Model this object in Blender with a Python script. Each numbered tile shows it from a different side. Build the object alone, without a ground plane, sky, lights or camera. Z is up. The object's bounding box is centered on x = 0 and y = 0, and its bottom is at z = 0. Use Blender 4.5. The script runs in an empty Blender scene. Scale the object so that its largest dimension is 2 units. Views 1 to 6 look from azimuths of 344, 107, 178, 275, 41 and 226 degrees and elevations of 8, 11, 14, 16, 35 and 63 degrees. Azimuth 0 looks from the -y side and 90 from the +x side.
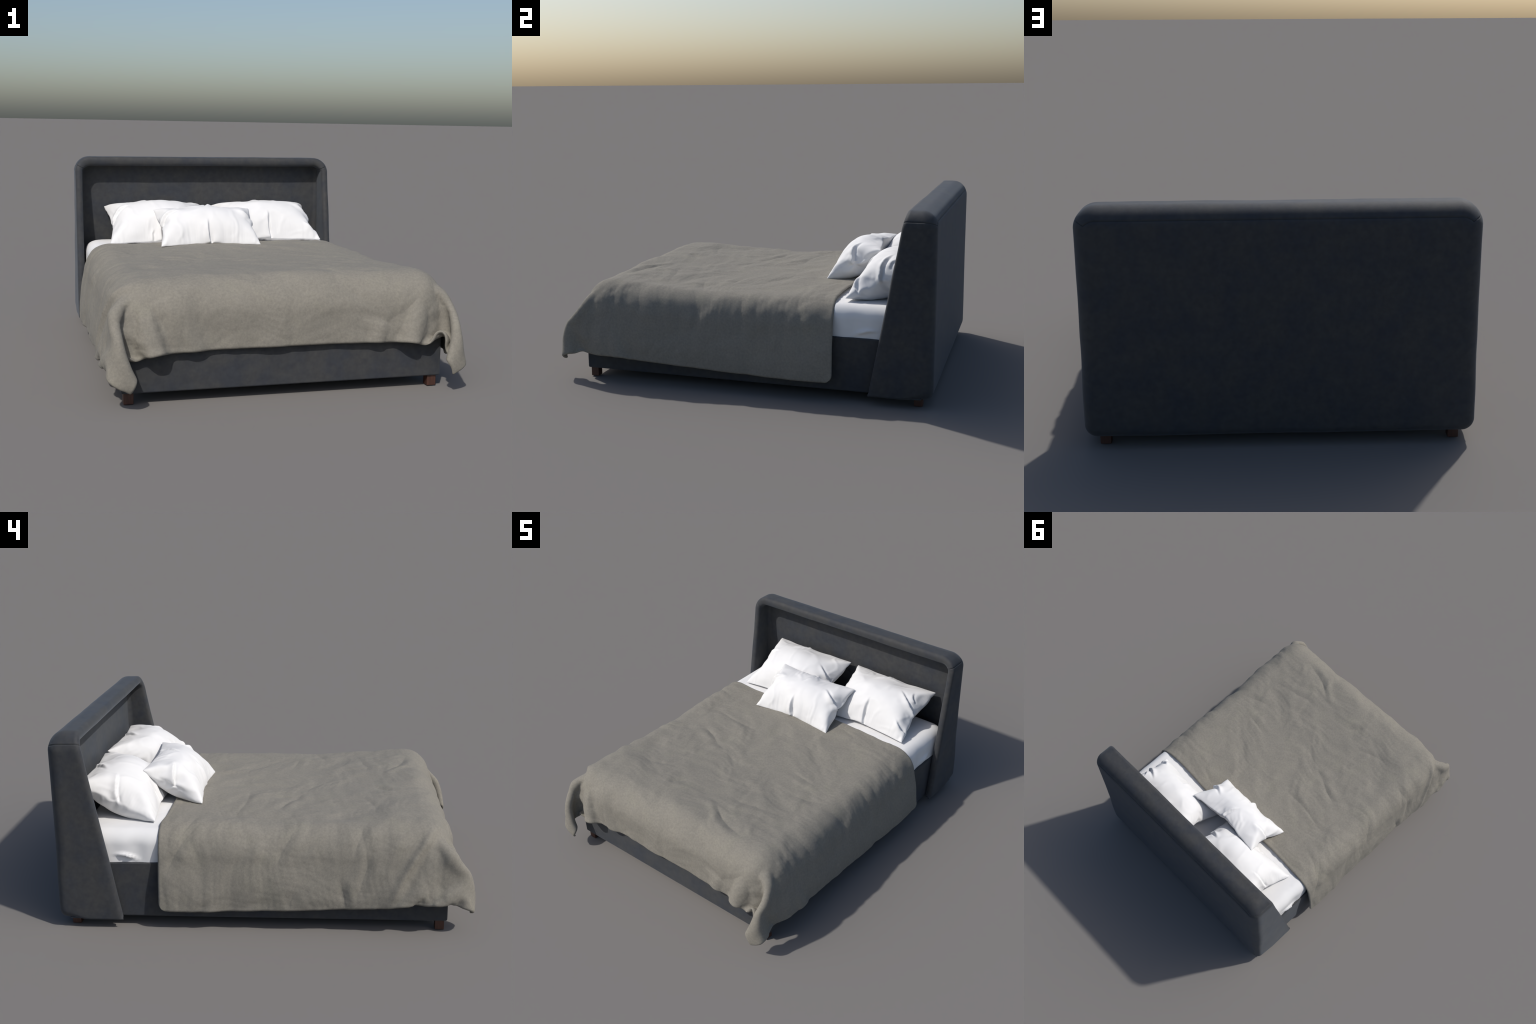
# Upholstered double bed with winged headboard, grey duvet and three white pillows.
import bpy, bmesh, math
import numpy as np
from mathutils import Vector, noise

# ------------------------------------------------------------------ helpers
def smooth(a, b, x):
    t = np.clip((np.asarray(x, float) - a) / (b - a), 0, 1)
    return t * t * (3 - 2 * t)

def add_object(name, me, parent=None, mat=None):
    ob = bpy.data.objects.new(name, me)
    bpy.context.scene.collection.objects.link(ob)
    if parent is not None:
        ob.parent = parent
    if mat is not None:
        me.materials.append(mat)
    return ob

def make_mesh(name, verts, faces, smooth_shade=True):
    me = bpy.data.meshes.new(name)
    me.from_pydata([tuple(map(float, v)) for v in verts], [], [tuple(map(int, f)) for f in faces])
    me.update()
    if smooth_shade:
        me.polygons.foreach_set("use_smooth", [True] * len(me.polygons))
    return me

def bake_modifiers(ob):
    dg = bpy.context.evaluated_depsgraph_get()
    me = bpy.data.meshes.new_from_object(ob.evaluated_get(dg))
    old = ob.data
    ob.modifiers.clear()
    ob.data = me
    me.name = old.name
    bpy.data.meshes.remove(old)

def empty(name, loc=(0, 0, 0)):
    ob = bpy.data.objects.new(name, None)
    ob.empty_display_size = 0.1
    ob.location = loc
    bpy.context.scene.collection.objects.link(ob)
    return ob

def soft_noise(P, scale, seed, octaves=3):
    """sum of a few random plane waves: a cheap smooth noise, vectorised"""
    rng = np.random.default_rng(seed)
    out = np.zeros(P.shape[:-1])
    amp, tot = 1.0, 0.0
    for o in range(octaves):
        for k in range(6):
            d = rng.normal(size=P.shape[-1])
            d /= np.linalg.norm(d)
            f = scale * (2 ** o) * rng.uniform(0.7, 1.4)
            out += amp * np.sin((P @ d) * f * 2 * np.pi + rng.uniform(0, 6.28))
        tot += amp * 2.4
        amp *= 0.5
    return out / tot

# ------------------------------------------------------------------ materials
def new_mat(name):
    m = bpy.data.materials.new(name)
    m.use_nodes = True
    nt = m.node_tree
    nt.nodes.clear()
    out = nt.nodes.new("ShaderNodeOutputMaterial")
    b = nt.nodes.new("ShaderNodeBsdfPrincipled")
    nt.links.new(b.outputs[0], out.inputs[0])
    tc = nt.nodes.new("ShaderNodeTexCoord")
    return m, nt, b, tc

def noise_node(nt, tc, scale, detail=4, rough=0.55, stretch=(1, 1, 1)):
    mp = nt.nodes.new("ShaderNodeMapping")
    mp.inputs["Scale"].default_value = stretch
    nt.links.new(tc.outputs["Object"], mp.inputs[0])
    n = nt.nodes.new("ShaderNodeTexNoise")
    n.inputs["Scale"].default_value = scale
    n.inputs["Detail"].default_value = detail
    n.inputs["Roughness"].default_value = rough
    nt.links.new(mp.outputs[0], n.inputs["Vector"])
    return n

def ramp(nt, fac, stops):
    r = nt.nodes.new("ShaderNodeValToRGB")
    while len(r.color_ramp.elements) < len(stops):
        r.color_ramp.elements.new(0.5)
    for e, (p, c) in zip(r.color_ramp.elements, stops):
        e.position = p
        e.color = (*c, 1)
    nt.links.new(fac, r.inputs[0])
    return r

def mix(nt, a, b, fac, mode="MULTIPLY"):
    m = nt.nodes.new("ShaderNodeMix")
    m.data_type = "RGBA"
    m.blend_type = mode
    if isinstance(fac, (int, float)):
        m.inputs[0].default_value = fac
    else:
        nt.links.new(fac, m.inputs[0])
    nt.links.new(a, m.inputs[6])
    nt.links.new(b, m.inputs[7])
    return m.outputs[2]

def bump(nt, b, height, strength, dist):
    bp = nt.nodes.new("ShaderNodeBump")
    bp.inputs["Strength"].default_value = strength
    bp.inputs["Distance"].default_value = dist
    nt.links.new(height, bp.inputs["Height"])
    nt.links.new(bp.outputs[0], b.inputs["Normal"])

def velvet_material():
    m, nt, b, tc = new_mat("charcoal_velvet")
    n1 = noise_node(nt, tc, 9, 5, 0.6)
    n2 = noise_node(nt, tc, 38, 4, 0.6)
    c1 = ramp(nt, n1.outputs[0], [(0.36, (0.033, 0.037, 0.045)), (0.5, (0.040, 0.042, 0.0455)), (0.64, (0.046, 0.0465, 0.047))])
    c2 = ramp(nt, n2.outputs[0], [(0.3, (0.82, 0.83, 0.86)), (0.7, (1.13, 1.12, 1.10))])
    nt.links.new(mix(nt, c1.outputs[0], c2.outputs[0], 1.0), b.inputs["Base Color"])
    b.inputs["Roughness"].default_value = 0.72
    b.inputs["Specular IOR Level"].default_value = 0.3
    b.inputs["Sheen Weight"].default_value = 0.12
    b.inputs["Sheen Roughness"].default_value = 0.5
    b.inputs["Sheen Tint"].default_value = (0.75, 0.85, 1, 1)
    f = noise_node(nt, tc, 420, 2)
    bump(nt, b, f.outputs[0], 0.15, 0.002)
    return m

def duvet_material():
    m, nt, b, tc = new_mat("taupe_wool")
    n1 = noise_node(nt, tc, 7, 5, 0.6)
    n2 = noise_node(nt, tc, 95, 5, 0.7)
    c1 = ramp(nt, n1.outputs[0], [(0.3, (0.212, 0.201, 0.176)), (0.52, (0.222, 0.209, 0.183)), (0.7, (0.231, 0.219, 0.187))])
    c2 = ramp(nt, n2.outputs[0], [(0.3, (0.86, 0.86, 0.86)), (0.7, (1.12, 1.12, 1.1))])
    nt.links.new(mix(nt, c1.outputs[0], c2.outputs[0], 1.0), b.inputs["Base Color"])
    b.inputs["Roughness"].default_value = 0.95
    b.inputs["Specular IOR Level"].default_value = 0.1
    b.inputs["Sheen Weight"].default_value = 0.05
    f = noise_node(nt, tc, 260, 3)
    bump(nt, b, f.outputs[0], 0.25, 0.002)
    return m

def linen_material():
    m, nt, b, tc = new_mat("white_cotton")
    n1 = noise_node(nt, tc, 12, 3)
    c1 = ramp(nt, n1.outputs[0], [(0.3, (0.71, 0.71, 0.715)), (0.7, (0.75, 0.75, 0.75))])
    nt.links.new(c1.outputs[0], b.inputs["Base Color"])
    b.inputs["Roughness"].default_value = 0.85
    b.inputs["Specular IOR Level"].default_value = 0.2
    f = noise_node(nt, tc, 300, 2)
    bump(nt, b, f.outputs[0], 0.05, 0.001)
    return m

def wood_material():
    m, nt, b, tc = new_mat("red_brown_wood")
    n1 = noise_node(nt, tc, 30, 4, 0.6, (3, 3, 0.4))
    c1 = ramp(nt, n1.outputs[0], [(0.3, (0.042, 0.017, 0.011)), (0.7, (0.082, 0.033, 0.022))])
    nt.links.new(c1.outputs[0], b.inputs["Base Color"])
    b.inputs["Roughness"].default_value = 0.5
    return m

VELVET = velvet_material()
WOOL = duvet_material()
COTTON = linen_material()
WOOD = wood_material()

bed = empty("upholstered_bed")
bed["label"] = "charcoal upholstered double bed with winged headboard and grey duvet"
bed["category"] = "bed"

# ------------------------------------------------------------------ headboard
HX, HZ0, HZ1 = 0.767, 0.043, 0.958       # outer half width, bottom, top
R_TOP, R_BOT, R_TIP = 0.085, 0.052, 0.012   # corner radii: top, bottom at the back, bottom of the wings
BACK, PANEL = 0.996, 0.938               # back plane, inner panel plane
SEAM_Z = 0.909

def headboard_path(R_BOT):
    """rounded rectangle seen from the front: (x, z, nx, nz), closed"""
    P = []
    def line(a, b, n, nrm):
        for i in range(1, n):
            t = i / n
            P.append((a[0] + (b[0] - a[0]) * t, a[1] + (b[1] - a[1]) * t, *nrm))
    def arc(cx, cz, r, a0, a1, n):
        for i in range(n + 1):
            a = math.radians(a0 + (a1 - a0) * i / n)
            P.append((cx + r * math.cos(a), cz + r * math.sin(a), math.cos(a), math.sin(a)))
    arc(HX - R_BOT, HZ0 + R_BOT, R_BOT, -90, 0, 10)
    line((HX, HZ0 + R_BOT), (HX, HZ1 - R_TOP), 30, (1, 0))
    s_ang = math.degrees(math.asin((SEAM_Z - (HZ1 - R_TOP)) / R_TOP))
    seam_steps = (s_ang - 1.3, s_ang, s_ang + 1.3)
    def top_arc(cx, angles):
        for a in angles:
            a = math.radians(a)
            P.append((cx + R_TOP * math.cos(a), HZ1 - R_TOP + R_TOP * math.sin(a), math.cos(a), math.sin(a)))
    rest = [a for a in np.linspace(0, 90, 28) if abs(a - s_ang) > 2.0]
    right = sorted([*rest, *seam_steps])
    top_arc(HX - R_TOP, right)
    line((HX - R_TOP, HZ1), (-HX + R_TOP, HZ1), 40, (0, 1))
    top_arc(-HX + R_TOP, [180 - a for a in reversed(right)])
    line((-HX, HZ1 - R_TOP), (-HX, HZ0 + R_BOT), 30, (-1, 0))
    arc(-HX + R_BOT, HZ0 + R_BOT, R_BOT, 180, 270, 10)
    line((-HX + R_BOT, HZ0), (HX - R_BOT, HZ0), 40, (0, -1))
    return P

def front_y(x, z):
    y = 0.682 + 0.181 * (z - 0.05)
    # bottom lip between the wings runs back under the bed base
    k = float(smooth(0.75, 0.66, abs(x))) * float(smooth(0.2, 0.06, z))
    return y + (0.86 - y) * k

def headboard():
    path = headboard_path(R_TIP)            # outline at the front of the wings
    path_back = headboard_path(R_BOT)       # outline at the back plane
    n = len(path)
    # nearest path ring to the seam gets a stitched groove on both corners
    seam_angle = math.asin((SEAM_Z - (HZ1 - R_TOP)) / R_TOP)
    rings = []
    for x, z, nx, nz in path:
        top = max(0.0, nz)
        rb = 0.062 - 0.019 * float(smooth(0.40, 0.15, z)) + 0.018 * float(smooth(0.0, 1.0, top)) - 0.003 * max(0, -nz)
        yf = front_y(x, z)
        rf = 0.021
        WALL = (0.040 + 0.011 * float(smooth(0, 1, nz))) * (1 - 0.9 * float(smooth(0, 1, -nz)))
        sec = []                       # (inward depth, y, normal_in, normal_y)
        for i in range(4):             # inner wall from panel forward
            t = i / 4
            sec.append((WALL, PANEL + (yf + rf - PANEL) * t, 1, 0))
        for i in range(9):             # rolled front edge (half round, flattened)
            a = math.pi * i / 8
            sec.append((WALL / 2 + WALL / 2 * math.cos(a), yf + rf - rf * math.sin(a) ** 0.8, math.cos(a), -math.sin(a)))
        for i in range(1, 14):         # outer wall backwards
            t = i / 14
            sec.append((0, yf + rf + (BACK - rb - yf - rf) * t, -1, 0))
        for deg in (0, 9, 18, 27, 36, 45, 54, 61, 66.5, 68, 69.5, 76, 83, 90):   # rounded back edge
            a = math.radians(deg)
            sec.append((rb - rb * math.cos(a), BACK - rb + rb * math.sin(a), -math.cos(a), math.sin(a)))
        rings.append(sec)
    ns = len(rings[0])
    V = np.zeros((n, ns, 3))
    for i, (x, z, nx, nz) in enumerate(path):
        xb, zb = path_back[i][:2]
        for j, (d, y, *_r) in enumerate(rings[i]):
            k = float(smooth(0.84, 0.97, y)) if j > 4 else 0.0
            V[i, j] = (x + (xb - x) * k - nx * d, y, z + (zb - z) * k - nz * d)
    # upholstery: tiny dents and waves along the padded rim
    N = np.zeros_like(V)
    for i, (x, z, nx, nz) in enumerate(path):
        for j, (_d, _y, a, b) in enumerate(rings[i]):
            N[i, j] = (-nx * a, b, -nz * a)
    w = soft_noise(V, 3.0, 5, 3)
    w *= np.sin(np.linspace(0, np.pi, ns)) ** 0.5
    V += N * (w * 0.0016)[..., None]
    # seam groove rings: left/right corners
    arc_right = [i for i, p in enumerate(path) if p[1] > HZ1 - R_TOP + 1e-6 and p[2] > 0.3]
    iR = min(arc_right, key=lambda i: abs(math.atan2(path[i][3], path[i][2]) - seam_angle))
    arc_left = [i for i, p in enumerate(path) if p[1] > HZ1 - R_TOP + 1e-6 and p[2] < -0.3]
    iL = min(arc_left, key=lambda i: abs(math.atan2(path[i][3], -path[i][2]) - seam_angle))
    jb = ns - 5
    for i in (iR, iL):
        V[i, :jb + 1] -= N[i, :jb + 1] * 0.004
    # the seam also runs along the back of the top and under the inner top edge
    for i in range(iR, iL + 1):
        V[i, jb] -= N[i, jb] * 0.0035
        V[i, 2] -= N[i, 2] * 0.002
    verts = V.reshape(-1, 3).tolist()
    rail, frame = [], []
    for i in range(n):
        k = (i + 1) % n
        for j in range(ns - 1):
            f = (i * ns + j, k * ns + j, k * ns + j + 1, i * ns + j + 1)
            (rail if (iR <= i < iL and 2 <= j < jb) else frame).append(f)
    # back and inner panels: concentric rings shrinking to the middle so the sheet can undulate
    def panel(j, y_sign, y0, depth):
        faces = []
        prev = [i * ns + j for i in range(n)]
        def swell(R):
            e = np.clip(1 - (R[:, 0] / 0.73) ** 2, 0, 1) * np.clip(1 - ((R[:, 2] - 0.5) / 0.44) ** 2, 0, 1)
            return e * y_sign * depth
        ring0 = V[:, j].copy()
        c = np.array([0, ring0[:, 1].mean(), 0.5])
        for s in (0.97, 0.92, 0.84, 0.74, 0.62, 0.5, 0.38, 0.26, 0.13):
            ring = c + (ring0 - c) * s
            ring[:, 1] = y0 + swell(ring)
            base = len(verts)
            verts.extend(ring.tolist())
            cur = [base + i for i in range(n)]
            for i in range(n):
                k = (i + 1) % n
                f = (prev[i], prev[k], cur[k], cur[i])
                faces.append(f if y_sign < 0 else f[::-1])
            prev = cur
        verts.append((0, y0 + float(swell(c[None])[0]), 0.5))
        for i in range(n):
            k = (i + 1) % n
            f = (prev[i], prev[k], len(verts) - 1)
            faces.append(f if y_sign < 0 else f[::-1])
        return faces
    back = panel(ns - 1, 1, BACK, 0.0)
    inner = panel(0, -1, PANEL, 0.0)
    all_faces = frame + rail + back + inner
    whole = make_mesh("headboard_whole", verts, all_faces)
    bm = bmesh.new()
    bm.from_mesh(whole)
    bmesh.ops.recalc_face_normals(bm, faces=bm.faces)
    bm.to_mesh(whole)
    bm.free()
    normals = [tuple(v.normal) for v in whole.vertices]
    polys = [tuple(p.vertices) for p in whole.polygons]
    a, b, c = len(frame), len(frame) + len(rail), len(frame) + len(rail) + len(back)
    parts = {"wing_frame": polys[:a], "top_rail": polys[a:b], "back_panel": polys[b:c], "front_panel": polys[c:]}
    bpy.data.meshes.remove(whole)
    hb = empty("headboard")
    hb.parent = bed
    for name, fs in parts.items():
        used = sorted({v for f in fs for v in f})
        remap = {v: i for i, v in enumerate(used)}
        me = make_mesh(name, [verts[v] for v in used], [[remap[v] for v in f] for f in fs])
        me.normals_split_custom_set_from_vertices([normals[v] for v in used])
        add_object(name, me, hb, VELVET)

headboard()

# ------------------------------------------------------------------ base and feet
def rounded_box(name, lo, hi, bevel, segs, parent, mat, cuts=0):
    bm = bmesh.new()
    bmesh.ops.create_cube(bm, size=1)
    for v in bm.verts:
        for k in range(3):
            v.co[k] = lo[k] if v.co[k] < 0 else hi[k]
    bmesh.ops.bevel(bm, geom=bm.edges[:], offset=bevel, segments=segs, profile=0.5, affect="EDGES")
    me = bpy.data.meshes.new(name)
    bm.to_mesh(me)
    bm.free()
    me.polygons.foreach_set("use_smooth", [True] * len(me.polygons))
    ob = add_object(name, me, parent, mat)
    m = ob.modifiers.new("wn", "WEIGHTED_NORMAL")
    m.keep_sharp = False
    bake_modifiers(ob)
    return ob

base = rounded_box("bed_base", (-0.723, -0.852, 0.049), (0.723, 0.94, 0.323), 0.008, 3, bed, VELVET)
leg0 = rounded_box("foot", (-0.0215, -0.0215, -0.025), (0.0215, 0.0215, 0.027), 0.003, 2, bed, WOOD)
leg0.location = (-0.689, -0.817, 0.025)
for x, y in ((0.687, -0.820), (0.689, 0.922), (-0.689, 0.922)):
    o = leg0.copy()
    o.location = (x, y, 0.025)
    bpy.context.scene.collection.objects.link(o)

# ------------------------------------------------------------------ mattress with white sheet
def mattress():
    hx, y0, y1, z0, z1, r = 0.713, -0.84, 0.905, 0.318, 0.477, 0.064
    prof = []
    for t in np.linspace(0, 1, 14):
        prof.append((0.0, z0 + (z1 - r - z0) * t))
    for a in np.linspace(0, math.pi / 2, 10)[1:]:
        prof.append((r - r * math.cos(a), z1 - r + r * math.sin(a)))
    outline = []
    def side(a, b, n):
        for i in range(n):
            t = i / n
            outline.append(((a[0] + (b[0] - a[0]) * t), (a[1] + (b[1] - a[1]) * t)))
    rc = 0.06
    def corner(cx, cy, a0):
        for i in range(8):
            a = math.radians(a0 + 90 * i / 8)
            outline.append((cx + rc * math.cos(a), cy + rc * math.sin(a)))
    corner(hx - rc, y1 - rc, 0)
    side((hx - rc, y1), (-hx + rc, y1), 60)
    corner(-hx + rc, y1 - rc, 90)
    side((-hx, y1 - rc), (-hx, y0 + rc), 110)
    corner(-hx + rc, y0 + rc, 180)
    side((-hx + rc, y0), (hx - rc, y0), 40)
    corner(hx - rc, y0 + rc, 270)
    side((hx, y0 + rc), (hx, y1 - rc), 110)
    O = np.array(outline)
    n = len(O)
    C = np.array([0, (y0 + y1) / 2])
    hw = np.array([hx, (y1 - y0) / 2])
    verts = []
    for d, z in prof:
        k = 1 - d / hw
        P = C + (O - C) * k
        verts += [(p[0], p[1], z) for p in P]
    rings = len(prof)
    for s in np.linspace(0.93, 0.0, 12):
        P = C + (O - C) * (1 - r / hw) * s
        verts += [(p[0], p[1], z1 + 0.002 * (1 - s)) for p in P]
        rings += 1
    V = np.array(verts)
    under = smooth(0.50, 0.43, V[:, 1])          # hidden under the duvet: a little slimmer
    V[:, 0] *= 1 - 0.035 * under
    V[:, 2] -= 0.02 * under * smooth(0.42, 0.47, V[:, 2])
    # sheet tension: soft ripples on the sides and two tucked wrinkles near the head, left side
    side_w = smooth(0.66, 0.71, np.abs(V[:, 0])) * smooth(0.47, 0.4, V[:, 2])
    rip = soft_noise(np.stack([V[:, 1] * 1.6, V[:, 2] * 0.5], -1), 3.5, 21, 2)
    V[:, 0] += np.sign(V[:, 0]) * side_w * rip * 0.004
    for (ya, za, yb, zb, w, h) in ((0.71, 0.362, 0.62, 0.338, 0.007, 0.020), (0.66, 0.355, 0.60, 0.325, 0.006, 0.016)):
        ab = np.array([yb - ya, zb - za])
        q = V[:, 1:] - np.array([ya, za])
        t = np.clip(q @ ab / (ab @ ab), 0, 1)
        bow = np.array([0.0, 0.012]) * (np.sin(t * np.pi))[:, None]
        dist = np.linalg.norm(q - t[:, None] * ab - bow, axis=1)
        bulge = np.exp(-(dist / w) ** 2) * np.sin(np.clip(t, 0.05, 0.95) * np.pi) * h
        V[:, 0] += np.sign(V[:, 0]) * bulge * side_w
    faces = []
    for i in range(rings - 1):
        for j in range(n):
            k = (j + 1) % n
            faces.append((i * n + j, i * n + k, (i + 1) * n + k, (i + 1) * n + j))
    me = make_mesh("mattress", V, faces)
    add_object("mattress", me, bed, COTTON)

mattress()

# ------------------------------------------------------------------ cloth solver (position based, structured grid)
def stretch(P, di, dj, rest, k, push_only=False):
    """satisfy distance constraints between grid nodes (i,j) and (i+di,j+dj), Gauss-Seidel by parity"""
    ny, nx = P.shape[-3], P.shape[-2]
    n = max(abs(di), abs(dj))
    for s in range(2 * n):
        if di:
            ia = [i for i in range(ny - di) if (i // n) % 2 == s // n and i % n == s % n]
            if not ia:
                continue
            A_i = slice(ia[0], ia[-1] + 1, 2 * n)
            B_i = slice(ia[0] + di, ia[-1] + di + 1, 2 * n)
        else:
            A_i = B_i = slice(None)
        if di == 0:
            ja = [j for j in range(nx - dj) if (j // n) % 2 == s // n and j % n == s % n]
            if not ja:
                continue
            A_j = slice(ja[0], ja[-1] + 1, 2 * n)
            B_j = slice(ja[0] + dj, ja[-1] + dj + 1, 2 * n)
        elif dj > 0:
            A_j, B_j = slice(0, nx - dj), slice(dj, nx)
        elif dj < 0:
            A_j, B_j = slice(-dj, nx), slice(0, nx + dj)
        else:
            A_j = B_j = slice(None)
        A, B = P[..., A_i, A_j, :], P[..., B_i, B_j, :]
        d = B - A
        L = np.sqrt((d * d).sum(-1, keepdims=True)) + 1e-9
        c = (0.5 * k) * (1 - rest / L)
        if push_only:
            c = np.minimum(c, 0)
        d *= c
        A += d
        B -= d

def grid_normals(P):
    du = np.gradient(P, axis=-2)
    dv = np.gradient(P, axis=-3)
    N = np.cross(du, dv)
    return N / (np.linalg.norm(N, axis=-1, keepdims=True) + 1e-9)

# ------------------------------------------------------------------ pillows
def inflate_pillow(W, H, seed, thick, pinches, folds):
    """two rectangular sheets sewn along the rim and blown up; the seam is gathered
    at a few pinch points so that folds run from it into the faces.
    pinches: (edge, position along it, pull inward, sideways offset)"""
    h = 0.0075
    nx, ny = int(round(W / h)) + 1, int(round(H / h)) + 1
    hx, hy = W / (nx - 1), H / (ny - 1)
    X, Y = np.meshgrid(np.linspace(-W / 2, W / 2, nx), np.linspace(-H / 2, H / 2, ny))
    P = np.zeros((2, ny, nx, 3))
    P[..., 0], P[..., 1] = X, Y
    bulge = (1 - (2 * X / W) ** 2) * (1 - (2 * Y / H) ** 2)
    wob = soft_noise(np.stack([X, Y], -1), 5, seed, 2)
    P[0, ..., 2] = bulge * (0.04 + 0.02 * wob)
    P[1, ..., 2] = -bulge * (0.04 - 0.02 * wob)
    rim = np.zeros((ny, nx), bool)
    rim[0] = rim[-1] = True
    rim[:, 0] = rim[:, -1] = True
    pins = []
    for edge, pos, pull, off in pinches:
        if edge in "bt":
            i, j, ax, sg = (0 if edge == "b" else ny - 1), int(round(pos * (nx - 1))), 1, (1 if edge == "b" else -1)
        else:
            j, i, ax, sg = (0 if edge == "l" else nx - 1), int(round(pos * (ny - 1))), 0, (1 if edge == "l" else -1)
        pins.append((i, j, ax, sg * pull, off))
    # the sewn rim stays nearly straight between the corners, drawn in a little by the filling
    U, Vv = 2 * X / W, 2 * Y / H
    shr = 0.945
    Rx = X * shr - np.where(np.abs(U) > 0.999, np.sign(U) * 0.036 * (1 - np.abs(Vv) ** 1.2), 0)
    Ry = Y * shr - np.where(np.abs(Vv) > 0.999, np.sign(Vv) * 0.024 * (1 - np.abs(U) ** 1.2), 0)
    Rz = 0.006 * soft_noise(np.stack([X, Y], -1), 4.0, seed + 50, 2) * (1 - (U * Vv) ** 2)
    Rz += np.where(Vv > 0.999, 0.026 * (1 - np.abs(U)), 0)       # the top seam rides up in the middle
    goal_rim = np.stack([Rx, Ry, Rz], -1)[rim]
    rest_rim = np.stack([X, Y, 0 * X], -1)[rim]
    Vel = np.zeros_like(P)
    diag = math.hypot(hx, hy)
    sgn = np.array([1, -1])[:, None, None, None]
    press = 0.0004
    steps = 150
    for step in range(steps):
        N = grid_normals(P) * sgn
        t = np.ptp(P[..., 2])
        press = float(np.clip(press + (thick - t) * 0.0004, 0.00002, 0.0012))
        Vel += N * press
        Vel *= 0.9
        Q = P + Vel
        for it in range(4):
            stretch(Q, 0, 1, hx, 1.0)
            stretch(Q, 1, 0, hy, 1.0)
            stretch(Q, 1, 1, diag, 0.35)
            stretch(Q, 1, -1, diag, 0.35)
            stretch(Q, 0, 2, 2 * hx, 0.06, True)
            stretch(Q, 2, 0, 2 * hy, 0.06, True)
            m = 0.5 * (Q[0][rim] + Q[1][rim])
            Q[0][rim] = m
            Q[1][rim] = m
            k = min(1.0, step / 60)
            R = Q[0][rim]
            R += (goal_rim * k + rest_rim * (1 - k) - R) * 0.5
            Q[0][rim] = R
            Q[1][rim] = R
            for i, j, ax, pull, off in pins:
                rest = np.array([X[i, j], Y[i, j]])
                tgt = rest[ax] + pull * k
                for s in (0, 1):
                    Q[s, i, j, ax] += (tgt - Q[s, i, j, ax]) * 0.6
                    Q[s, i, j, 2] += (off * k - Q[s, i, j, 2]) * 0.6
        Vel = Q - P
        P = Q
    for _ in range(2):            # take out solver jitter
        S = P.copy()
        S[:, 1:-1, 1:-1] = (P[:, :-2, 1:-1] + P[:, 2:, 1:-1] + P[:, 1:-1, :-2] + P[:, 1:-1, 2:]) / 4
        P = 0.65 * P + 0.35 * S
    # gathers that start at the seam, and shallow dents in the filling
    dx, dy = (1 - np.abs(U)) * W / 2, (1 - np.abs(Vv)) * H / 2
    for k in (0, 1):
        N = grid_normals(P)[k] * (1 if k == 0 else -1)
        gx = soft_noise(np.stack([X, 0.25 * Y], -1), 9.0, seed + 60 + k, 2)
        gy = soft_noise(np.stack([0.25 * X, Y], -1), 9.0, seed + 70 + k, 2)
        D = 0.0012 * (gx * np.exp(-dy / 0.055) * smooth(0, 0.015, dy) + gy * np.exp(-dx / 0.055) * smooth(0, 0.015, dx))
        n = soft_noise(np.stack([X, Y], -1), 3.6, seed + 80 + k, 2)
        D += (0.0035 * n + 0.0026 * (np.exp(-(n / 0.25) ** 2) - 0.4)) * smooth(0, 0.05, np.minimum(dx, dy))
        P[k] += N * D[..., None]
    # long folds that run from the pinches into the faces: a step with a raised lip
    for k, line, width, depth in folds:
        (x0, y0), (x1, y1) = line
        ab = np.array([x1 - x0, y1 - y0])
        L = np.hypot(*ab)
        q = np.stack([X - x0, Y - y0], -1)
        t = (q @ ab) / (L * L)
        side = (ab[0] * q[..., 1] - ab[1] * q[..., 0]) / L
        side = side - 0.006 * np.sin(t * 4)
        env = smooth(-0.25, 0.1, t) * smooth(1.15, 0.55, t)
        lip = np.where(side > 0, np.exp(-(side / (2.6 * width)) ** 2), -0.9 * np.exp(-(side / width) ** 2))
        lip = lip * smooth(0, 0.35 * width, np.abs(side))
        N = grid_normals(P)[k] * (1 if k == 0 else -1)
        P[k, 1:-1, 1:-1] += (N * (env * lip * depth)[..., None])[1:-1, 1:-1]
    return P

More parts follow.
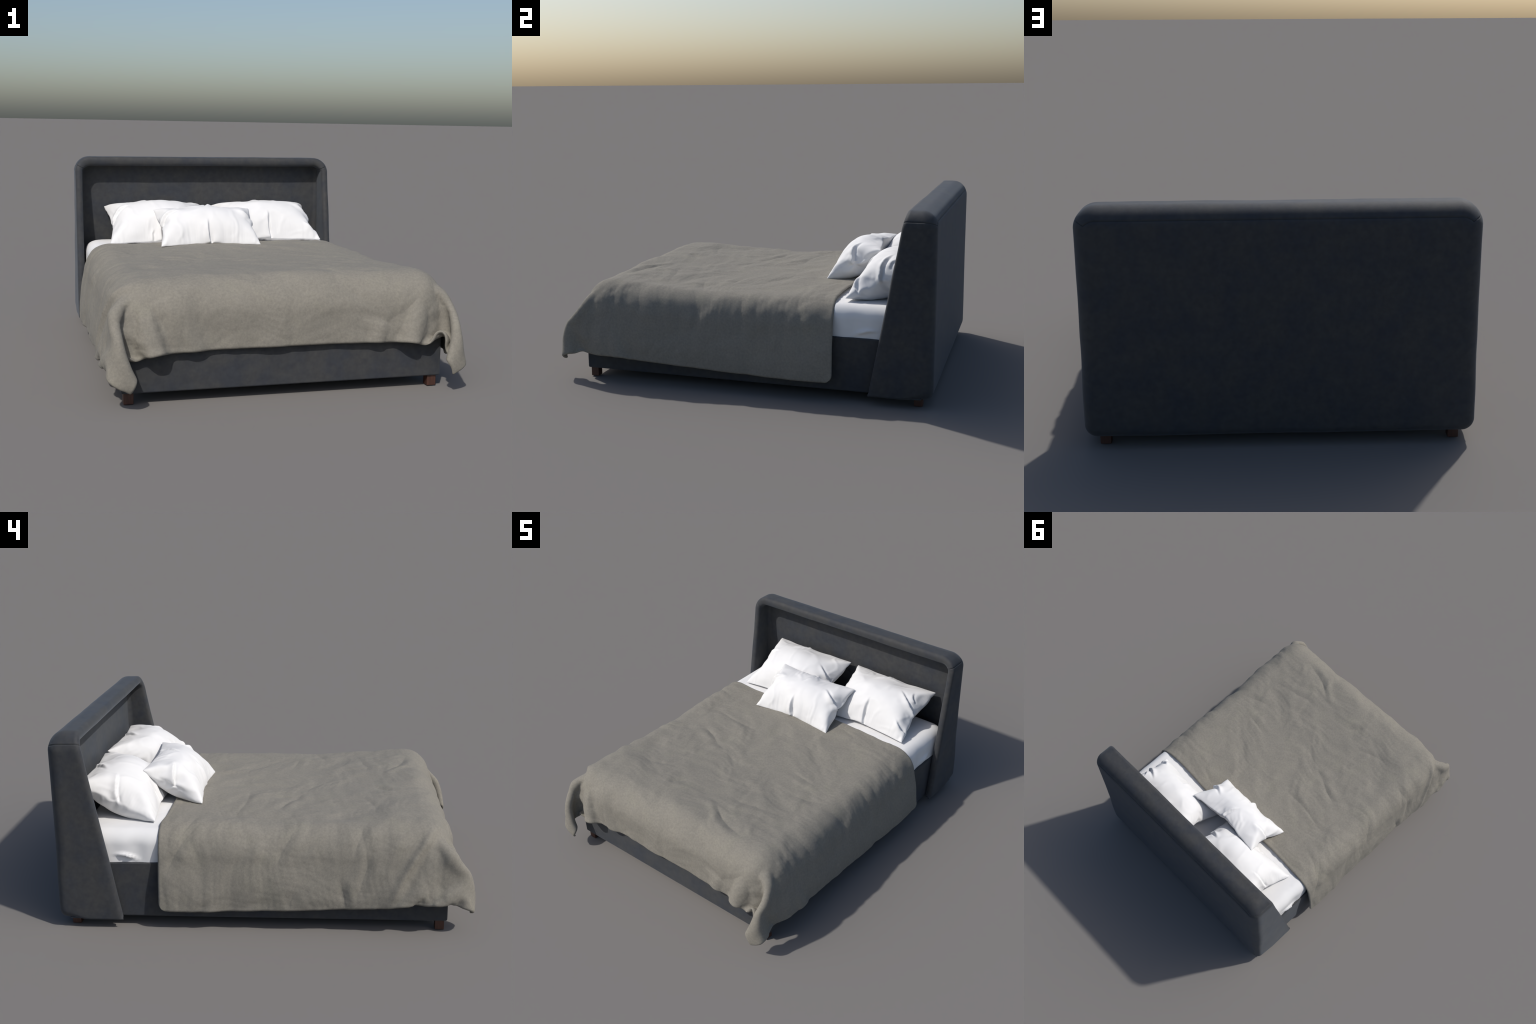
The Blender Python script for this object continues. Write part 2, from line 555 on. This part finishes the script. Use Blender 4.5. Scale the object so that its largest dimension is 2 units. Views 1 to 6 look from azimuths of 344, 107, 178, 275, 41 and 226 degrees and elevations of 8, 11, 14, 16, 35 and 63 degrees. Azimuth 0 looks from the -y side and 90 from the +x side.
def build_pillow(name, P, corners, parent=None):
    """corners: measured world places of (bottom-left, bottom-right, top-left, top-right)"""
    _, ny, nx, _ = P.shape
    bl, br, tl, tr = [np.array(c, float) for c in corners]
    c0 = np.array([P[0, 0, 0], P[0, 0, -1], P[0, -1, 0], P[0, -1, -1]])
    ctr = c0.mean(0)
    w = np.linalg.norm(c0[1] - c0[0])
    h = np.linalg.norm(c0[2] - c0[0])
    ex = ((br - bl) + (tr - tl)) / 2
    ey = ((tl - bl) + (tr - br)) / 2
    sx, sy = np.linalg.norm(ex) / w, np.linalg.norm(ey) / h
    ex /= np.linalg.norm(ex)
    ey /= np.linalg.norm(ey)
    ez = np.cross(ex, ey)
    s = (sx + sy) / 2
    Q = (P - ctr) * np.array([sx, sy, s])
    M = np.stack([ex, ey, ez], 0)
    Wd = Q @ M + (bl + br + tl + tr) / 4
    centre = (bl + br + tl + tr) / 4
    verts = []
    idx = np.zeros((2, ny, nx), int)
    for k in range(2):
        for i in range(ny):
            for j in range(nx):
                if k == 1 and (i in (0, ny - 1) or j in (0, nx - 1)):
                    idx[1, i, j] = idx[0, i, j]
                else:
                    idx[k, i, j] = len(verts)
                    verts.append(Wd[k, i, j] - centre)
    faces = []
    for i in range(ny - 1):
        for j in range(nx - 1):
            a = (idx[0, i, j], idx[0, i, j + 1], idx[0, i + 1, j + 1], idx[0, i + 1, j])
            b = (idx[1, i, j], idx[1, i + 1, j], idx[1, i + 1, j + 1], idx[1, i, j + 1])
            faces += [a, b]
    me = make_mesh(name, verts, faces)
    ob = add_object(name, me, parent, COTTON)
    ob.location = centre
    sub = ob.modifiers.new("sub", "SUBSURF")
    sub.levels = sub.render_levels = 1
    bake_modifiers(ob)
    return ob

pA = inflate_pillow(0.622, 0.442, 3, 0.245,
                    [("b", 0.50, 0.034, -0.012), ("t", 0.47, 0.032, 0.034), ("r", 0.52, 0.052, -0.012), ("l", 0.5, 0.050, 0.01)],
                    [(0, ((0.0, -0.225), (0.02, -0.06)), 0.009, 0.016), (0, ((0.31, 0.01), (0.18, 0.055)), 0.009, 0.017),
                     (0, ((-0.30, -0.0), (-0.17, 0.06)), 0.009, 0.013), (0, ((-0.02, 0.225), (-0.11, 0.13)), 0.009, 0.011),
                     (0, ((-0.05, -0.215), (-0.045, -0.15)), 0.007, 0.009), (0, ((0.06, -0.215), (0.055, -0.16)), 0.007, 0.008)])
pB = inflate_pillow(0.622, 0.438, 8, 0.245,
                    [("b", 0.48, 0.034, -0.012), ("t", 0.5, 0.032, 0.034), ("r", 0.5, 0.054, 0.012), ("r", 0.18, 0.030, -0.01), ("l", 0.52, 0.05, 0.008)],
                    [(0, ((-0.005, -0.225), (-0.012, -0.06)), 0.009, 0.018), (0, ((0.31, -0.01), (0.15, 0.07)), 0.009, 0.017),
                     (0, ((0.30, -0.15), (0.21, -0.11)), 0.008, 0.013), (0, ((0.0, 0.225), (-0.08, 0.12)), 0.009, 0.011),
                     (0, ((0.25, 0.06), (0.21, 0.10)), 0.008, 0.009)])
pC = inflate_pillow(0.598, 0.365, 14, 0.205,
                    [("b", 0.50, 0.032, -0.012), ("t", 0.5, 0.030, 0.030), ("r", 0.52, 0.052, 0.015), ("l", 0.5, 0.050, -0.012)],
                    [(0, ((0.0, -0.18), (-0.014, -0.05)), 0.009, 0.018), (0, ((0.30, 0.0), (0.16, 0.065)), 0.009, 0.018),
                     (0, ((-0.29, 0.0), (-0.17, 0.06)), 0.009, 0.015), (0, ((0.02, 0.18), (-0.01, 0.07)), 0.009, 0.011)])
places = {
    0: (pA, [(-0.606, 0.531, 0.489), (-0.018, 0.533, 0.489), (-0.601, 0.917, 0.665), (-0.012, 0.911, 0.667)]),
    1: (pB, [(0.040, 0.537, 0.494), (0.628, 0.537, 0.494), (0.037, 0.914, 0.665), (0.626, 0.907, 0.666)]),
    2: (pC, [(-0.356, 0.339, 0.497), (0.210, 0.341, 0.497), (-0.351, 0.637, 0.669), (0.211, 0.638, 0.671)]),
}
for k, (P, c) in places.items():
    ob = build_pillow("pillow", P, c)
    ob["label"] = "plump white cotton pillow with pointed corners"
    ob["category"] = "pillow"

# ------------------------------------------------------------------ duvet
def body_collide(Q, off, fric_prev=None):
    """rounded, softly padded bed body that the duvet rests on"""
    x, y, z = Q[..., 0], Q[..., 1], Q[..., 2]
    foot = smooth(-0.2, -0.75, y)
    top = 0.479 + 0.027 * foot - 0.004 * smooth(0.3, 0.0, y) + 0.006 * np.cos(np.clip(x, -.7, .7) * 2)
    bx = 0.733 + 0.015 * foot + 0.032 * smooth(0.43, 0.16, z)
    fy = -0.866
    r = 0.118 + 0.02 * foot + off
    bxr, topr, fyr = bx + off, top + off, -fy + off
    qx = np.abs(x) - bxr + r
    qy = -y - fyr + r
    qz = z - topr + r
    mx, my, mz = np.maximum(qx, 0), np.maximum(qy, 0), np.maximum(qz, 0)
    L = np.sqrt(mx * mx + my * my + mz * mz)
    inside = np.maximum(np.maximum(qx, qy), qz)
    d = np.where(inside > 0, L, inside) - r
    hit = d < 0
    g = np.stack([mx * np.sign(x), -my, mz], -1) / (L[..., None] + 1e-9)
    # deep points (should not happen) go up
    deep = inside <= 0
    g[deep] = (0, 0, 1)
    Q += np.where(hit, -d, 0)[..., None] * g
    np.maximum(Q[..., 2], 0.02, out=Q[..., 2])
    return hit

def drape_duvet():
    S, T_HEAD, T_FOOT = 1.021, 0.515, -1.076
    nx, ny = 141, 107
    hx, hy = 2 * S / (nx - 1), (T_HEAD - T_FOOT) / (ny - 1)
    X, Y = np.meshgrid(np.linspace(-S, S, nx), np.linspace(T_HEAD, T_FOOT, ny))
    P = np.zeros((ny, nx, 3))
    P[..., 0], P[..., 1] = X, Y
    st = np.stack([X, Y], -1)
    P[..., 2] = 0.56 + 0.01 * soft_noise(st, 1.5, 31, 2)
    # start with the overhang already bending down
    over = np.maximum(np.abs(X) - 0.70, 0)
    P[..., 0] = np.sign(X) * (np.minimum(np.abs(X), 0.70) + over * 0.75)
    P[..., 2] -= over * 0.6
    overf = np.maximum(-Y - 0.82, 0)
    P[..., 1] = np.maximum(Y, -0.82) - overf * 0.75
    P[..., 2] -= overf * 0.6
    Vel = np.zeros_like(P)
    diag = math.hypot(hx, hy)
    hold = ((np.abs(X) < 0.55) & (Y > -0.7)).astype(float)
    # where the two foot corners hang: (sheet x, sheet y, place, pull strength)
    guides = [
        (S, T_FOOT, (0.716, -0.972, 0.088), 0.09, 150),
        (0.84, -0.930, (0.757, -0.941, 0.300), 0.3, 20),
        (0.75, T_FOOT, (0.692, -0.908, 0.290), 0.10, 120),
        (S, -0.865, (0.782, -0.852, 0.150), 0.2, 120),
        (S, -0.72, (0.780, -0.715, 0.133), 0.2, 60),
        (-S, T_FOOT, (-0.703, -0.930, 0.080), 0.08, 150),
        (-0.84, -0.924, (-0.747, -0.940, 0.305), 0.3, 20),
        (-0.76, T_FOOT, (-0.698, -0.882, 0.240), 0.10, 120),
        (-S, -0.855, (-0.776, -0.832, 0.160), 0.2, 120),
        (-S, -0.72, (-0.787, -0.717, 0.150), 0.2, 60),
    ]
    spread = np.exp(-(np.add.outer(np.arange(-3, 4) ** 2, np.arange(-3, 4) ** 2)) / 4.0)
    pins = []
    for gx, gy, g, k, t0 in guides:
        i, j = int(round((T_HEAD - gy) / hy)), int(round((gx + S) / hx))
        i0, i1, j0, j1 = max(i - 3, 0), min(i + 4, ny), max(j - 3, 0), min(j + 4, nx)
        w = spread[i0 - i + 3:i1 - i + 3, j0 - j + 3:j1 - j + 3]
        pins.append((i, j, slice(i0, i1), slice(j0, j1), w[..., None], np.array(g), k, t0))
    steps = 420
    for step in range(steps):
        Vel[..., 2] -= 0.0002
        Vel *= 0.965
        Q = P + Vel
        for it in range(3):
            stretch(Q, 0, 1, hx, 1.0)
            stretch(Q, 1, 0, hy, 1.0)
            stretch(Q, 1, 1, diag, 0.6)
            stretch(Q, 1, -1, diag, 0.6)
            stretch(Q, 0, 2, 2 * hx, 0.3)
            stretch(Q, 2, 0, 2 * hy, 0.3)
            if it == 0:
                stretch(Q, 0, 5, 5 * hx, 0.12, True)
                stretch(Q, 5, 0, 5 * hy, 0.12, True)
            hit = body_collide(Q, 0.010)
        for i, j, si, sj, w, tgt, k, t0 in pins:
            Q[si, sj] += w * ((tgt - Q[i, j]) * k * float(np.clip((step - t0) / 80, 0, 1)))
        # friction on the bed body
        D = Q - P
        f = np.where(hit, 0.55, 0.0)[..., None] * np.array([1, 1, 0.0])
        Q -= D * f
        Vel = Q - P
        P = Q
    return P, st, (nx, ny)

def crease(W, pts, width, depth):
    """a valley with a raised lip on its left side (walking along the polyline)"""
    pts = np.array(pts, float)
    seg = np.linalg.norm(np.diff(pts, axis=0), axis=1)
    best = np.full(W.shape[:-1], 1e9)
    env = np.zeros(W.shape[:-1])
    side = np.zeros(W.shape[:-1])
    acc = 0.0
    for a, b, l in zip(pts[:-1], pts[1:], seg):
        ab = b - a
        q = W - a
        t = np.clip((q @ ab) / (ab @ ab), 0, 1)
        r = q - t[..., None] * ab
        d = np.linalg.norm(r, axis=-1)
        m = d < best
        best = np.where(m, d, best)
        u = (acc + t * l) / seg.sum()
        env = np.where(m, np.sin(np.pi * np.clip(u, 0.04, 0.96)), env)
        side = np.where(m, (ab[0] * q[..., 1] - ab[1] * q[..., 0]) / l, side)
        acc += l
    lip = np.where(side > 0, np.exp(-((side - 1.6 * width) / (1.7 * width)) ** 2), 0) * np.exp(-(best / (4 * width)) ** 2)
    return (-np.exp(-(best / width) ** 2) + 0.8 * lip) * env * depth

def cubic_sample(P, v, u):
    """Catmull-Rom interpolation of the grid P at fractional rows v and columns u (both 2-d)"""
    ny, nx = P.shape[:2]
    v0 = np.clip(np.floor(v).astype(int), 0, ny - 2)
    u0 = np.clip(np.floor(u).astype(int), 0, nx - 2)
    def w(t):
        return (-0.5 * t + t * t - 0.5 * t ** 3, 1 - 2.5 * t * t + 1.5 * t ** 3,
                0.5 * t + 2 * t * t - 1.5 * t ** 3, -0.5 * t * t + 0.5 * t ** 3)
    wv, wu = w(v - v0), w(u - u0)
    Pp = np.pad(P, ((1, 1), (1, 1), (0, 0)), mode="reflect", reflect_type="odd")
    out = np.zeros(v.shape + (P.shape[2],))
    for a in range(4):
        for b in range(4):
            out += (wv[a] * wu[b])[..., None] * Pp[v0 + a, u0 + b]
    return out

def duvet_relief(X, Y):
    """folds, soft lumps and creases of the duvet in sheet coordinates"""
    W = np.stack([X, Y], -1)
    aX = np.abs(X)
    top = smooth(0.80, 0.66, aX) * smooth(-0.86, -0.72, Y)
    side = smooth(0.66, 0.80, aX)
    foot = smooth(-0.74, -0.86, Y)
    warp = W + 0.04 * np.stack([soft_noise(W, 2.0, 71, 2), soft_noise(W, 2.0, 72, 2)], -1)
    D = 0.0045 * soft_noise(warp, 2.4, 41, 2)
    # diagonal rumples over the top: ridged noise, stretched along its own direction
    rot = np.stack([warp[..., 0] * 0.8 + warp[..., 1] * 0.6, (warp[..., 1] * 0.8 - warp[..., 0] * 0.6) * 0.45], -1)
    n = soft_noise(rot, 4.2, 43, 2)
    D += top * 0.0016 * (np.exp(-(n / 0.38) ** 2) - 0.4) * (0.5 + 0.5 * soft_noise(W, 1.4, 44, 1))
    D += top * 0.0025 * soft_noise(rot, 3.5, 49, 2)
    # drape folds that run down from the mattress edge
    fold = soft_noise(np.stack([warp[..., 1] * 1.0, warp[..., 0] * 0.12], -1), 4.5, 45, 2)
    D += side * 0.0035 * fold * (0.5 + 0.7 * smooth(0.8, 1.0, aX))
    D += np.exp(-((aX - 0.72) / 0.09) ** 2) * 0.0048 * soft_noise(np.stack([warp[..., 1], warp[..., 0] * 0.25], -1), 5.5, 46, 2)
    D += foot * 0.0045 * soft_noise(np.stack([warp[..., 0], warp[..., 1] * 0.35], -1), 3.0, 47, 2)
    D += 0.0012 * soft_noise(warp, 11.0, 48, 2)
    # single creases that can be told apart: (polyline in sheet coordinates, width, depth)
    L = [
        ([(-0.58, 0.30), (-0.705, 0.388), (-0.803, 0.443), (-0.90, 0.492)], 0.014, 0.010),
        ([(-0.62, -0.77), (-0.77, -0.690), (-0.875, -0.635), (-1.00, -0.575)], 0.013, -0.022),
        ([(-0.62, -0.42), (-0.72, -0.445), (-0.83, -0.465), (-1.0, -0.40)], 0.018, 0.007),
        ([(-0.62, -0.13), (-0.74, -0.075), (-0.80, -0.06)], 0.015, 0.007),
        ([(-0.86, -0.345), (-0.93, -0.356), (-1.02, -0.365)], 0.015, 0.009),
        ([(-0.93, -0.14), (-1.02, -0.10)], 0.02, 0.007),
        ([(-0.12, -0.17), (-0.25, -0.12), (-0.39, -0.055)], 0.013, 0.006),
        ([(0.47, -0.735), (0.385, -0.697), (0.27, -0.66), (0.14, -0.59)], 0.013, 0.008),
        ([(0.50, -0.44), (0.40, -0.462), (0.268, -0.487), (0.14, -0.478)], 0.015, 0.006),
        ([(0.62, -0.20), (0.50, -0.245), (0.38, -0.27)], 0.015, 0.006),
        ([(0.47, -0.11), (0.36, -0.105), (0.26, -0.095)], 0.014, 0.006),
        ([(-0.14, 0.14), (-0.25, 0.125), (-0.36, 0.13), (-0.49, 0.165)], 0.013, 0.007),
        ([(-0.28, -0.10), (-0.36, -0.07), (-0.43, -0.04)], 0.013, 0.006),
        ([(0.40, 0.385), (0.31, 0.42), (0.23, 0.45)], 0.012, 0.005),
        ([(-0.62, -0.45), (-0.70, -0.42), (-0.80, -0.39)], 0.015, 0.006),
        ([(-0.25, -0.44), (-0.34, -0.48), (-0.45, -0.52)], 0.014, 0.006),
        ([(-0.06, -0.48), (-0.13, -0.55), (-0.22, -0.64)], 0.014, 0.006),
        ([(-0.50, 0.33), (-0.62, 0.37), (-0.74, 0.44)], 0.013, 0.006),
        ([(0.50, -1.02), (0.40, -0.97), (0.30, -0.95)], 0.02, 0.007),
        ([(0.60, -0.86), (0.52, -0.93), (0.45, -0.97)], 0.02, 0.007),
        ([(-0.62, -0.84), (-0.56, -0.93), (-0.55, -1.0)], 0.02, 0.006),
        ([(0.64, 0.33), (0.75, 0.36), (0.86, 0.40)], 0.015, 0.006),
        ([(0.62, 0.02), (0.76, 0.05), (0.86, 0.03)], 0.016, 0.008),
        ([(0.60, -0.25), (0.74, -0.20), (0.86, -0.22)], 0.016, 0.008),
        ([(0.60, -0.52), (0.74, -0.50), (0.84, -0.55)], 0.016, 0.007),
    ]
    for pts, w, d in L:
        D += crease(warp * 0.3 + W * 0.7, pts, w * 1.5, d) * 0.68
    return D

def build_duvet():
    P, st, (nx, ny) = drape_duvet()
    k = 3
    v, u = np.meshgrid(np.linspace(0, ny - 1, (ny - 1) * k + 1), np.linspace(0, nx - 1, (nx - 1) * k + 1), indexing="ij")
    X = st[0, 0, 0] + u * (st[0, 1, 0] - st[0, 0, 0])
    Y = st[0, 0, 1] + v * (st[1, 0, 1] - st[0, 0, 1])
    S, T0, T1 = st[0, -1, 0], st[0, 0, 1], st[-1, 0, 1]
    X = X * (1 - 0.020 * smooth(-0.45, -1.0, Y))
    # round the four corners of the sheet
    for sx in (-1, 1):
        for yc, r in ((T0, 0.045), (T1, 0.035)):
            sy = 1 if yc == T0 else -1
            a = np.clip((sx * X - (S - r)) / r, 0, 1)
            b = np.clip((sy * Y - (sy * yc - r)) / r, 0, 1)
            m = (a > 0) & (b > 0)
            a2, b2 = a * np.sqrt(1 - b * b / 2), b * np.sqrt(1 - a * a / 2)
            X = np.where(m, sx * (S - r + a2 * r), X)
            Y = np.where(m, sy * (sy * yc - r + b2 * r), Y)
    # the head edge waves a little
    head = smooth(0.30, T0, Y)
    Ys = Y + head * 0.012 * np.sin(X * 7.0 + 0.8) * smooth(0.75, 0.5, np.abs(X))
    u = (X + S) / (2 * S) * (nx - 1)
    v = (T0 - Y) / (T0 - T1) * (ny - 1)
    G = cubic_sample(P, v, u)
    G[..., 1] += Ys - Y
    # the corner folds lie close to the bed
    y, x = G[..., 1], np.abs(G[..., 0])
    G[..., 1] = np.where(y < -0.92, -0.92 - 0.08 * np.tanh((-0.92 - y) / 0.08), y)
    G[..., 0] = np.sign(G[..., 0]) * np.where(x > 0.765, 0.765 + 0.045 * np.tanh((x - 0.765) / 0.045), x)
    # the side hems hang lower towards the head
    hang = smooth(0.72, S, np.abs(X))
    G[..., 2] -= hang * 0.016 * smooth(-0.3, 0.45, Y)
    N = grid_normals(G)
    if N[N.shape[0] // 2, N.shape[1] // 2, 2] < 0:
        N = -N
    near_tip = smooth(0.72, 0.85, np.abs(X)) * smooth(-0.80, -0.9, Y)
    D = duvet_relief(X, Y) * (1 - 0.75 * near_tip)
    G = G + N * D[..., None]
    # cloth thickness, rounding off at the hem
    edge = np.minimum(S * (1 - 0.020 * smooth(-0.45, -1.0, Y)) - np.abs(X), np.minimum(T0 - Y, Y - T1))
    T = 0.0065
    tt = T * np.sqrt(np.clip(1 - (1 - np.clip(edge / 0.011, 0, 1)) ** 2, 0.02, 1))
    N = grid_normals(G)
    if N[N.shape[0] // 2, N.shape[1] // 2, 2] < 0:
        N = -N
    A = G + N * tt[..., None]
    B = G - N * tt[..., None]
    my, mx = A.shape[:2]
    V = np.concatenate([A.reshape(-1, 3), B.reshape(-1, 3)])
    idx = np.arange(my * mx).reshape(my, mx)
    q = np.stack([idx[:-1, :-1], idx[1:, :-1], idx[1:, 1:], idx[:-1, 1:]], -1).reshape(-1, 4)
    off = my * mx
    loop = np.concatenate([idx[0, :-1], idx[:-1, -1], idx[-1, :0:-1], idx[:0:-1, 0]])
    nxt = np.roll(loop, -1)
    rimf = np.stack([loop, nxt, nxt + off, loop + off], -1)
    faces = np.concatenate([q, q[:, ::-1] + off, rimf])
    me = bpy.data.meshes.new("duvet")
    me.vertices.add(len(V))
    me.vertices.foreach_set("co", V.astype(np.float32).ravel())
    me.loops.add(faces.size)
    me.loops.foreach_set("vertex_index", faces.astype(np.int32).ravel())
    me.polygons.add(len(faces))
    me.polygons.foreach_set("loop_start", np.arange(0, faces.size, 4, dtype=np.int32))
    me.polygons.foreach_set("use_smooth", [True] * len(faces))
    me.update(calc_edges=True)
    me.validate()
    ob = add_object("duvet", me, None, WOOL)
    ob["label"] = "taupe woollen duvet draped over the bed with hanging corners"
    ob["category"] = "duvet"

build_duvet()
